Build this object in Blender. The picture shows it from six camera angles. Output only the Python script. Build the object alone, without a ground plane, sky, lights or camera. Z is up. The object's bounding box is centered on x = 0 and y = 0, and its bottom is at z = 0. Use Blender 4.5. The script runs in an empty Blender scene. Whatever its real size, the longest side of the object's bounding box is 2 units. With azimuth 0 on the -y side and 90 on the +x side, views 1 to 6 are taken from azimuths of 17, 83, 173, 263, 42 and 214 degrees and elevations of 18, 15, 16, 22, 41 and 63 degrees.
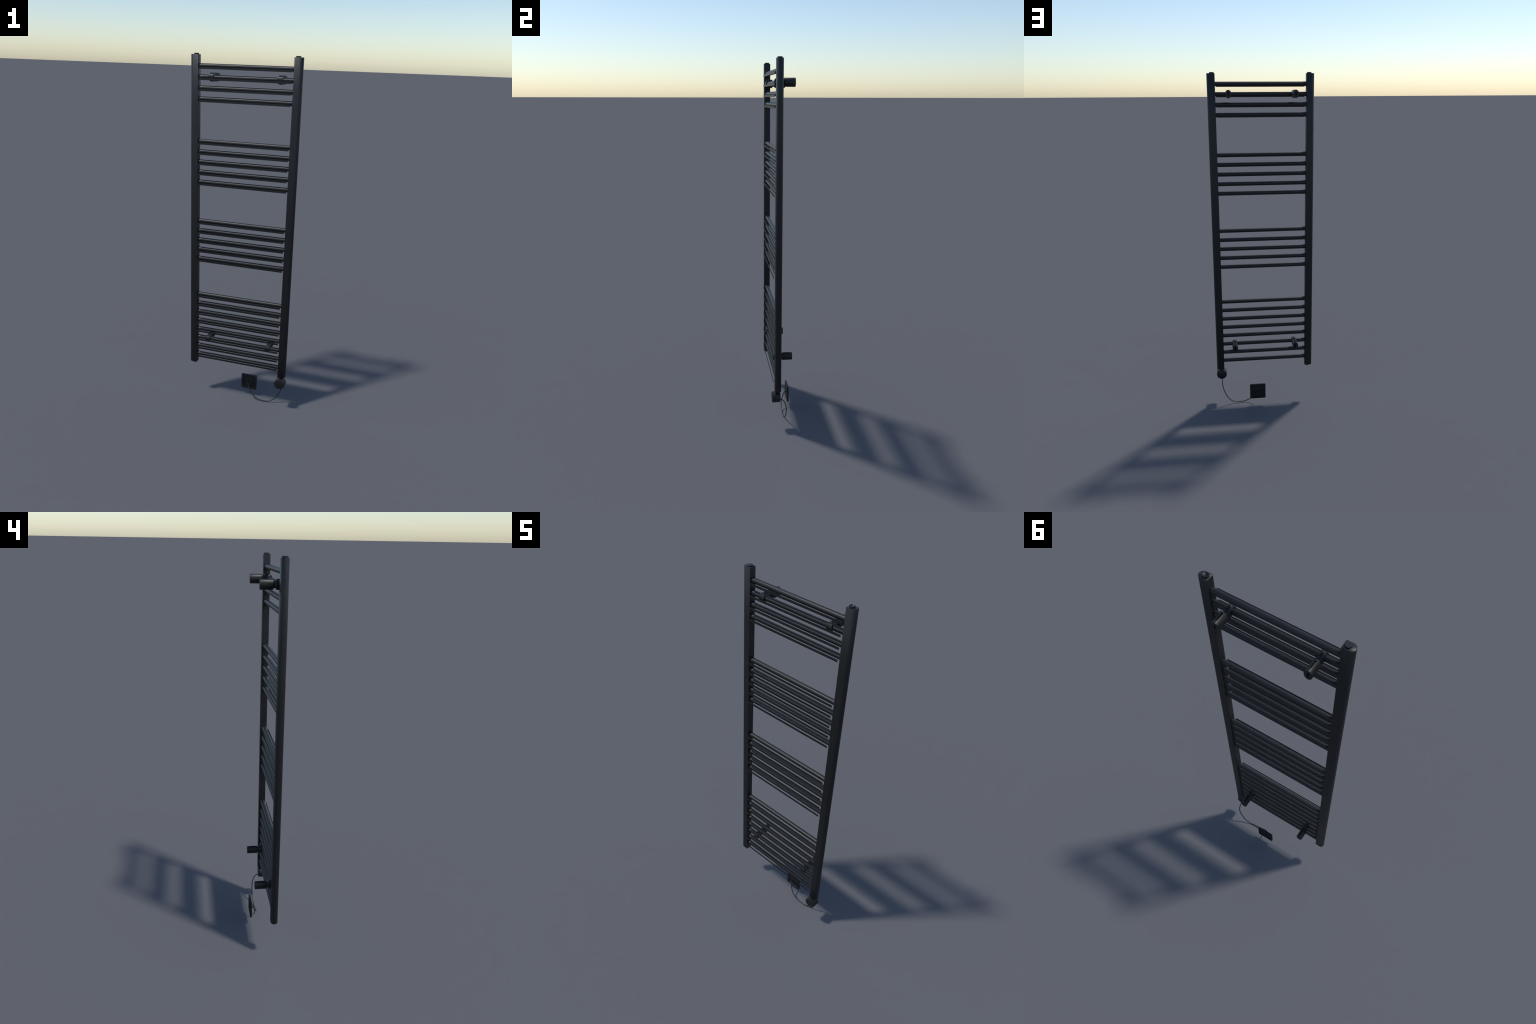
"""Black ladder-style electric towel radiator: two D-section uprights, 22 round
rungs in four groups, a slim trim strip in front of each rung, four wall
brackets, a round thermostat under one upright, a cable and a square wall plate."""
import bpy, bmesh, math
from mathutils import Vector

# ------------------------------------------------------------------ sizes (m)
RAIL_Y = -0.0320            # depth of the ladder's centre plane
X0 = -0.0014               # the ladder stands a touch left of the overall centre
UP_IN, UP_OUT = 0.2548, 0.2998      # inner / outer x of the uprights
UP_HALF = 0.0175            # half depth of an upright
UP_BOT, UP_TOP = 0.2195, 1.9938
PLUG_X, PLUG_R = 0.2715, 0.0128
RUNG_R = 0.0123
RUNG_TOP, PITCH = 1.9377, 0.05542
GROUPS = [range(0, 4), range(7, 12), range(15, 20), range(23, 31)]
BRACKET_X, BRACKET_ROWS = 0.1850, (1, 28)


# ------------------------------------------------------------------ materials
def coat_material(name, base, rough, spec=0.5, grain=0.0, grain_scale=900.0,
                  tint=0.15, metallic=0.0):
    m = bpy.data.materials.new(name)
    m.use_nodes = True
    nt = m.node_tree
    b = nt.nodes["Principled BSDF"]
    tc = nt.nodes.new("ShaderNodeTexCoord")
    noise = nt.nodes.new("ShaderNodeTexNoise")
    noise.inputs["Scale"].default_value = 35.0
    noise.inputs["Detail"].default_value = 3.0
    nt.links.new(tc.outputs["Object"], noise.inputs["Vector"])
    ramp = nt.nodes.new("ShaderNodeValToRGB")
    lo = [c * (1 - tint) for c in base] + [1]
    hi = [c * (1 + tint) for c in base] + [1]
    ramp.color_ramp.elements[0].position = 0.3
    ramp.color_ramp.elements[0].color = lo
    ramp.color_ramp.elements[1].position = 0.7
    ramp.color_ramp.elements[1].color = hi
    nt.links.new(noise.outputs["Fac"], ramp.inputs["Fac"])
    nt.links.new(ramp.outputs["Color"], b.inputs["Base Color"])
    mr = nt.nodes.new("ShaderNodeMapRange")
    mr.inputs["To Min"].default_value = rough - 0.02
    mr.inputs["To Max"].default_value = rough + 0.02
    nt.links.new(noise.outputs["Fac"], mr.inputs["Value"])
    nt.links.new(mr.outputs["Result"], b.inputs["Roughness"])
    b.inputs["Specular IOR Level"].default_value = spec
    b.inputs["Metallic"].default_value = metallic
    if grain:
        fine = nt.nodes.new("ShaderNodeTexNoise")
        fine.inputs["Scale"].default_value = grain_scale
        nt.links.new(tc.outputs["Object"], fine.inputs["Vector"])
        bump = nt.nodes.new("ShaderNodeBump")
        bump.inputs["Strength"].default_value = grain
        bump.inputs["Distance"].default_value = 0.0003
        nt.links.new(fine.outputs["Fac"], bump.inputs["Height"])
        nt.links.new(bump.outputs["Normal"], b.inputs["Normal"])
    return m


MAT_COAT = coat_material("black_powder_coat", (0.0078, 0.0080, 0.0083), 0.46, spec=0.45, grain=0.03)
MAT_PLASTIC = coat_material("black_plastic", (0.0070, 0.0073, 0.0077), 0.48, spec=0.42)
MAT_CABLE = coat_material("black_cable_rubber", (0.012, 0.012, 0.012), 0.45)
MAT_SCREW = coat_material("dark_screw_steel", (0.06, 0.06, 0.06), 0.40, metallic=0.0)
MAT_DARK = coat_material("dark_recess", (0.004, 0.004, 0.004), 0.7, spec=0.2)


# ------------------------------------------------------------------ mesh tools
def finish(bm, name, mat, angle=35.0):
    bmesh.ops.recalc_face_normals(bm, faces=bm.faces)
    me = bpy.data.meshes.new(name)
    bm.to_mesh(me)
    bm.free()
    me.materials.append(mat)
    me.polygons.foreach_set("use_smooth", [True] * len(me.polygons))
    me.set_sharp_from_angle(angle=math.radians(angle))
    return me


def skin_rings(bm, rings, caps=True):
    """Bridge a list of equal-length rings of points into a closed tube."""
    vs = [[bm.verts.new(p) for p in r] for r in rings]
    n = len(vs[0])
    for a, b in zip(vs[:-1], vs[1:]):
        for i in range(n):
            bm.faces.new((a[i], a[(i + 1) % n], b[(i + 1) % n], b[i]))
    if caps:
        bm.faces.new(vs[0][::-1])
        bm.faces.new(vs[-1])
    return vs


def oval(hw, hh, n=56, power=2.0):
    out = []
    for i in range(n):
        t = 2 * math.pi * i / n
        c, s = math.cos(t), math.sin(t)
        out.append((hw * math.copysign(abs(c) ** (2 / power), c),
                    hh * math.copysign(abs(s) ** (2 / power), s)))
    return out


def loft_y(profile, n=56, power=2.0):
    """Ovals (y, half width, half height) stacked along y."""
    bm = bmesh.new()
    skin_rings(bm, [[(x, y, z) for x, z in oval(hw, hh, n, power)] for y, hw, hh in profile])
    return bm


def lathe_z(profile, n=48):
    bm = bmesh.new()
    skin_rings(bm, [[(x, y, z) for x, y in oval(r, r, n)] for z, r in profile])
    return bm


def box(bm, x0, x1, y0, y1, z0, z1):
    g = bmesh.ops.create_cube(bm, size=1.0)
    for v in g["verts"]:
        v.co = Vector(((x0 + x1) / 2 + v.co.x * (x1 - x0),
                       (y0 + y1) / 2 + v.co.y * (y1 - y0),
                       (z0 + z1) / 2 + v.co.z * (z1 - z0)))
    return g["verts"]


def cut(me, cutters, operation="DIFFERENCE", mat=None):
    """Subtract boxes / meshes (bmesh) from a mesh datablock; returns new mesh."""
    ob = bpy.data.objects.new("work", me)
    bpy.context.scene.collection.objects.link(ob)
    helpers = []
    for cbm in cutters:
        bmesh.ops.recalc_face_normals(cbm, faces=cbm.faces)
        cme = bpy.data.meshes.new("cutter")
        cbm.to_mesh(cme)
        cbm.free()
        cme.materials.append(mat or MAT_DARK)
        h = bpy.data.objects.new("cutter", cme)
        bpy.context.scene.collection.objects.link(h)
        mod = ob.modifiers.new("cut", "BOOLEAN")
        mod.operation = operation
        mod.solver = "EXACT"
        mod.material_mode = "TRANSFER"
        mod.object = h
        helpers.append(h)
    dg = bpy.context.evaluated_depsgraph_get()
    new = bpy.data.meshes.new_from_object(ob.evaluated_get(dg))
    for h in helpers + [ob]:
        bpy.data.objects.remove(h)
    new.name = me.name
    new.polygons.foreach_set("use_smooth", [True] * len(new.polygons))
    new.set_sharp_from_angle(angle=math.radians(35))
    return new


ROOT = bpy.data.objects.new("towel_radiator", None)
bpy.context.scene.collection.objects.link(ROOT)
ROOT["label"] = "tall black ladder towel radiator with thermostat and cable"
ROOT["category"] = "towel radiator"


def add(name, me, loc=(0, 0, 0), rot_z=0.0, parent=None):
    ob = bpy.data.objects.new(name, me)
    bpy.context.scene.collection.objects.link(ob)
    ob.location = loc
    ob.rotation_euler = (0, 0, rot_z)
    ob.parent = parent or ROOT
    return ob


# ------------------------------------------------------------------ uprights
def d_section(inset=0.0):
    """D outline in xy, flat side towards the ladder, half-round outside.
    x is measured from the inner face."""
    h = UP_HALF - inset
    w = UP_OUT - UP_IN
    cx = w - UP_HALF                      # centre of the half round
    r = 0.0022                            # softened inner corners
    pts = []
    for a in range(-90, 91, 6):
        t = math.radians(a)
        pts.append((cx + h * math.cos(t), h * math.sin(t)))
    for a in range(90, 181, 18):
        t = math.radians(a)
        pts.append((inset + r + r * math.cos(t), h - r + r * math.sin(t)))
    for a in range(180, 271, 18):
        t = math.radians(a)
        pts.append((inset + r + r * math.cos(t), -h + r + r * math.sin(t)))
    return pts


H = UP_TOP - UP_BOT
LEAN = ((0.0, -24), (0.16, -6), (0.86, 6), (1.0, 25))     # shading lean (deg) along the height


def upright_normal(x, y, lean):
    """Soft shading: the profile's own normal, leaning over towards the two ends."""
    dx = x - (UP_OUT - UP_IN - UP_HALF)
    if abs(dx) < 1e-5:
        n = Vector((0.10, math.copysign(1, y), 0)).normalized()
    elif dx > 0:
        n = Vector((dx, y, 0)).normalized()
    else:
        n = Vector((x - 0.0022, y - math.copysign(UP_HALF - 0.0022, y), 0)).normalized()
    t = math.radians(lean * (0.4 + 0.6 * abs(n.y)) if abs(lean) < 60 else lean)
    return n * math.cos(t) + Vector((0, 0, math.sin(t)))


bm = bmesh.new()
outline = d_section()
rings = [(f * H, lean) for f, lean in LEAN]
skin_rings(bm, [[(x, y, z) for x, y in outline] for z, _ in rings], caps=False)
bm.faces.new([bm.verts.new((x, y, H)) for x, y in outline])
bm.faces.new([bm.verts.new((x, y, 0)) for x, y in reversed(outline)])
normals = [upright_normal(x, y, lean) for _, lean in rings for x, y in outline]
normals += [upright_normal(x, y, 66) for x, y in outline]
normals += [upright_normal(x, y, -66) for x, y in reversed(outline)]
upright_mesh = bpy.data.meshes.new("upright")
bm.to_mesh(upright_mesh)
bm.free()
upright_mesh.materials.append(MAT_COAT)
upright_mesh.polygons.foreach_set("use_smooth", [True] * len(upright_mesh.polygons))
upright_mesh.normals_split_custom_set_from_vertices(normals)

add("upright", upright_mesh, (X0 + UP_IN, RAIL_Y, UP_BOT))
add("upright", upright_mesh, (X0 - UP_IN, RAIL_Y, UP_BOT), math.pi)

# end plugs: a plain one top and bottom, and a hollow air vent on one top
plug_mesh = finish(lathe_z([(-0.004, PLUG_R), (0.0056, PLUG_R), (0.0062, PLUG_R - 0.0006)]),
                   "end_plug", MAT_COAT)
foot = add("end_plug", plug_mesh, (X0 - PLUG_X, RAIL_Y, UP_TOP))
for sx in (-1, 1):
    p = add("end_plug", plug_mesh, (X0 + sx * PLUG_X, RAIL_Y, UP_BOT))
    p.rotation_euler = (math.pi, 0, 0)

vent_mesh = finish(lathe_z([(-0.004, PLUG_R), (0.0056, PLUG_R), (0.0062, PLUG_R - 0.0006),
                            (0.0062, PLUG_R - 0.0014), (0.0010, 0.0042), (0.0010, 0.0038)]),
                   "air_vent", MAT_COAT)
vent = add("air_vent", vent_mesh, (X0 + PLUG_X, RAIL_Y, UP_TOP))
add("vent_screw", finish(lathe_z([(0, 0.0030), (0.0016, 0.0030), (0.0020, 0.0024)], 6),
                         "vent_screw", MAT_COAT, 20), (0, 0, 0.0006), parent=vent)

# ------------------------------------------------------------------ rungs
RUNG_HALF = UP_IN + 0.004
bm = bmesh.new()
skin_rings(bm, [[(x, y, z) for y, z in oval(RUNG_R, RUNG_R, 40)]
                for x in (-RUNG_HALF, -0.09, 0.09, RUNG_HALF)])
rung_mesh = finish(bm, "rung", MAT_COAT)

# trim strip standing just in front of the lower half of every rung
bm = bmesh.new()
box(bm, -0.2498, 0.2498, -0.0008, 0.0008, -0.0055, 0.0055)
strip_mesh = finish(bm, "trim_strip", MAT_COAT, 20)


def row_z(k):
    return RUNG_TOP - PITCH * k


for group in GROUPS:
    for k in group:
        z = row_z(k)
        add("rung", rung_mesh, (X0, RAIL_Y, z))
        add("trim_strip", strip_mesh, (X0, -0.0540, z - 0.0100))

# ------------------------------------------------------------------ brackets
# oval bar that grips the rung (clamp), narrows to a neck, then a barrel that
# carries the adjusting slots and stands against the wall
HW, HH = 0.0166, 0.0224
arc = []
for a in range(0, 181, 15):               # concave groove between clamp and barrel
    t = math.radians(a)
    arc.append((-0.0055 - 0.0075 * math.cos(t), 1.0 - 0.30 * math.sin(t)))
barrel_prof = [(-0.016, 0.6)] + [(-0.0135, 0.6)] + [(y, s) for y, s in arc if s < 0.99] \
    + [(0.0022, 0.985), (0.0028, 1.0), (0.0585, 1.0), (0.0592, 0.97)]
barrel_prof = [(y, s) for y, s in barrel_prof]
barrel_prof[1:1] = []
bm = loft_y([(y, HW * s, HH * s) for y, s in barrel_prof])
barrel_mesh = finish(bm, "wall_bracket", MAT_COAT)
c1, c2 = bmesh.new(), bmesh.new()
box(c1, -0.0030, 0.0030, 0.0090, 0.0440, 0.0080, 0.0300)      # slot on top
box(c2, -0.0028, 0.0028, 0.0300, 0.0700, -0.0100, 0.0115)     # slot in the end
barrel_mesh = cut(barrel_mesh, [c1, c2])

# clamp: the same oval bar, its front rounded over around the rung's axis
CW, CH = 0.0148, 0.0228
bm = loft_y([(-0.0700, CW, CH), (-0.0135, CW, CH)])
clamp_mesh = finish(bm, "clamp", MAT_COAT)
nose = bmesh.new()
side = [(-0.0290 - 0.0210 * math.cos(math.radians(a)), 0.0230 * math.sin(math.radians(a)))
        for a in range(-90, 91, 6)] + [(-0.0050, 0.0300), (-0.0050, -0.0300)]
skin_rings(nose, [[(x, y, z) for y, z in side] for x in (-0.03, 0.03)])
clamp_mesh = cut(clamp_mesh, [nose], "INTERSECT", MAT_COAT)

bm = bmesh.new()
ring = []
for i in range(33):                        # threaded adjusting screw inside the barrel
    y = 0.008 + 0.034 * i / 32
    r = 0.0040 if i % 2 else 0.0030
    ring.append([(x, y, z) for x, z in oval(r, r, 16)])
skin_rings(bm, ring)
screw_mesh = finish(bm, "adjusting_screw", MAT_SCREW)

for k in BRACKET_ROWS:
    for sx in (-1, 1):
        z = row_z(k) + 0.0008
        b = add("wall_bracket", barrel_mesh, (X0 + sx * BRACKET_X, 0, z))
        add("clamp", clamp_mesh, (0, 0, 0), parent=b)
        add("adjusting_screw", screw_mesh, (0, 0, 0.0132), parent=b)

# ------------------------------------------------------------------ thermostat
TH = Vector((0.2703, 0, 0.1808))
TR = 0.0308


def disc(y, inset):
    return (y, TR - inset, TR - inset)


body = loft_y([disc(-0.0530, 0.0010), disc(-0.0515, 0.0010), disc(-0.0510, 0), disc(-0.0230, 0),
               disc(-0.0194, 0.0030), disc(-0.0186, 0.0045)], 72)
thermo = add("thermostat", finish(body, "thermostat", MAT_PLASTIC, 30), TH)
dial = loft_y([disc(-0.0650, 0.0030), disc(-0.0645, 0.0014), disc(-0.0632, 0), disc(-0.0532, 0),
               disc(-0.0527, 0.0006)], 72)
add("dial", finish(dial, "dial", MAT_PLASTIC, 30), (0, 0, 0), parent=thermo)

# ------------------------------------------------------------------ wall plate
STUB_END = 0.0650          # the cable end sticks out behind the hollow plate
PX, PZ, PS = 0.0508, 0.0922, 0.0480


def rounded_square(h, r, y, n=5):
    pts = []
    for q, (sx, sz) in enumerate(((1, 1), (-1, 1), (-1, -1), (1, -1))):
        for i in range(n):
            t = math.radians(90 * q + 90 * i / (n - 1))
            pts.append((sx * (h - r) + r * math.cos(t), y, sz * (h - r) + r * math.sin(t)))
    return pts


bm = bmesh.new()
Y0, Y1 = 0.0482, 0.0576        # front / open wall side
IN, WALL = 0.0325, 0.0014
skin_rings(bm, [rounded_square(IN - 0.004, 0.001, Y0 + 0.0052),
                rounded_square(PS - WALL, 0.003, Y0 + 0.0052), rounded_square(PS - WALL, 0.003, Y1),
                rounded_square(PS, 0.0045, Y1), rounded_square(PS, 0.0045, Y0 + 0.0012),
                rounded_square(PS - 0.0012, 0.0045, Y0), rounded_square(IN + 0.0014, 0.001, Y0),
                rounded_square(IN, 0.001, Y0 + 0.0035)])
plate = add("wall_plate", finish(bm, "wall_plate", MAT_PLASTIC, 30), (PX, 0, PZ))
bm = bmesh.new()
skin_rings(bm, [rounded_square(IN - 0.0022, 0.001, Y0 + 0.0045), rounded_square(IN - 0.0022, 0.001, Y0 + 0.0012),
                rounded_square(IN - 0.0030, 0.001, Y0 + 0.0006),
                [(0.005 * p[0] / max(abs(p[0]), abs(p[2])), p[1], 0.005 * p[2] / max(abs(p[0]), abs(p[2])))
                 for p in rounded_square(IN, 0.001, Y0 + 0.0006)]])
add("centre_cover", finish(bm, "centre_cover", MAT_PLASTIC, 30), (0, 0, 0), parent=plate)
bm = loft_y([(Y0 - 0.0004, 0.0040, 0.0040), (Y0 - 0.0014, 0.0036, 0.0036), (Y0 - 0.0014, 0.0026, 0.0026),
             (Y0 + 0.002, 0.0024, 0.0024)], 24)
add("cable_gland", finish(bm, "cable_gland", MAT_DARK, 30), (-0.0028, 0, -0.0022), parent=plate)

bm = loft_y([(Y0 + 0.004, 0.0034, 0.0034), (0.0570, 0.0034, 0.0034), (STUB_END, 0.0024, 0.0024)], 24)
add("cable_stub", finish(bm, "cable_stub", MAT_CABLE, 30), (-0.0028, 0, -0.0022), parent=plate)

# ------------------------------------------------------------------ cable
CABLE_R = 0.0028
path = [(.0479, .0500, .0900), (.0485, .0430, .0875), (.0510, .0360, .0810), (.0560, .0288, .0680),
        (.0635, .0230, .0565), (.0720, .0184, .0455), (.0825, .0152, .0335), (.1000, .0128, .0195),
        (.1200, .0122, .0093), (.1400, .0125, .0043), (.1610, .0132, CABLE_R), (.1790, .0148, .0030),
        (.2000, .0175, .0093), (.2190, .0205, .0220), (.2350, .0210, .0400), (.2480, .0204, .0630),
        (.2580, .0192, .0870), (.2640, .0176, .1070), (.2680, .0120, .1320), (.2695, .0015, .1520),
        (.2702, -.0090, .1610), (.2703, -.0210, .1640)]


def catmull(pts, steps=7):
    P = [Vector(p) for p in pts]
    P = [2 * P[0] - P[1]] + P + [2 * P[-1] - P[-2]]
    out = []
    for i in range(1, len(P) - 2):
        a, b, c, d = P[i - 1:i + 3]
        for s in range(steps):
            t = s / steps
            out.append(0.5 * ((2 * b) + (c - a) * t + (2 * a - 5 * b + 4 * c - d) * t * t
                              + (3 * b - a - 3 * c + d) * t ** 3))
    return out + [P[-2]]


line = catmull(path)
bm = bmesh.new()
rings, up = [], Vector((0, 0, 1))
for i, p in enumerate(line):
    tan = (line[min(i + 1, len(line) - 1)] - line[max(i - 1, 0)]).normalized()
    side = tan.cross(up)
    side = side.normalized() if side.length > 1e-4 else Vector((1, 0, 0))
    up = side.cross(tan).normalized()
    rings.append([p + CABLE_R * (math.cos(a) * side + math.sin(a) * up)
                  for a in (2 * math.pi * j / 12 for j in range(12))])
lowest = min(q.z for r in rings for q in r)
rings = [[Vector((q.x, q.y, q.z - lowest)) for q in r] for r in rings]
skin_rings(bm, rings)
add("power_cable", finish(bm, "power_cable", MAT_CABLE))
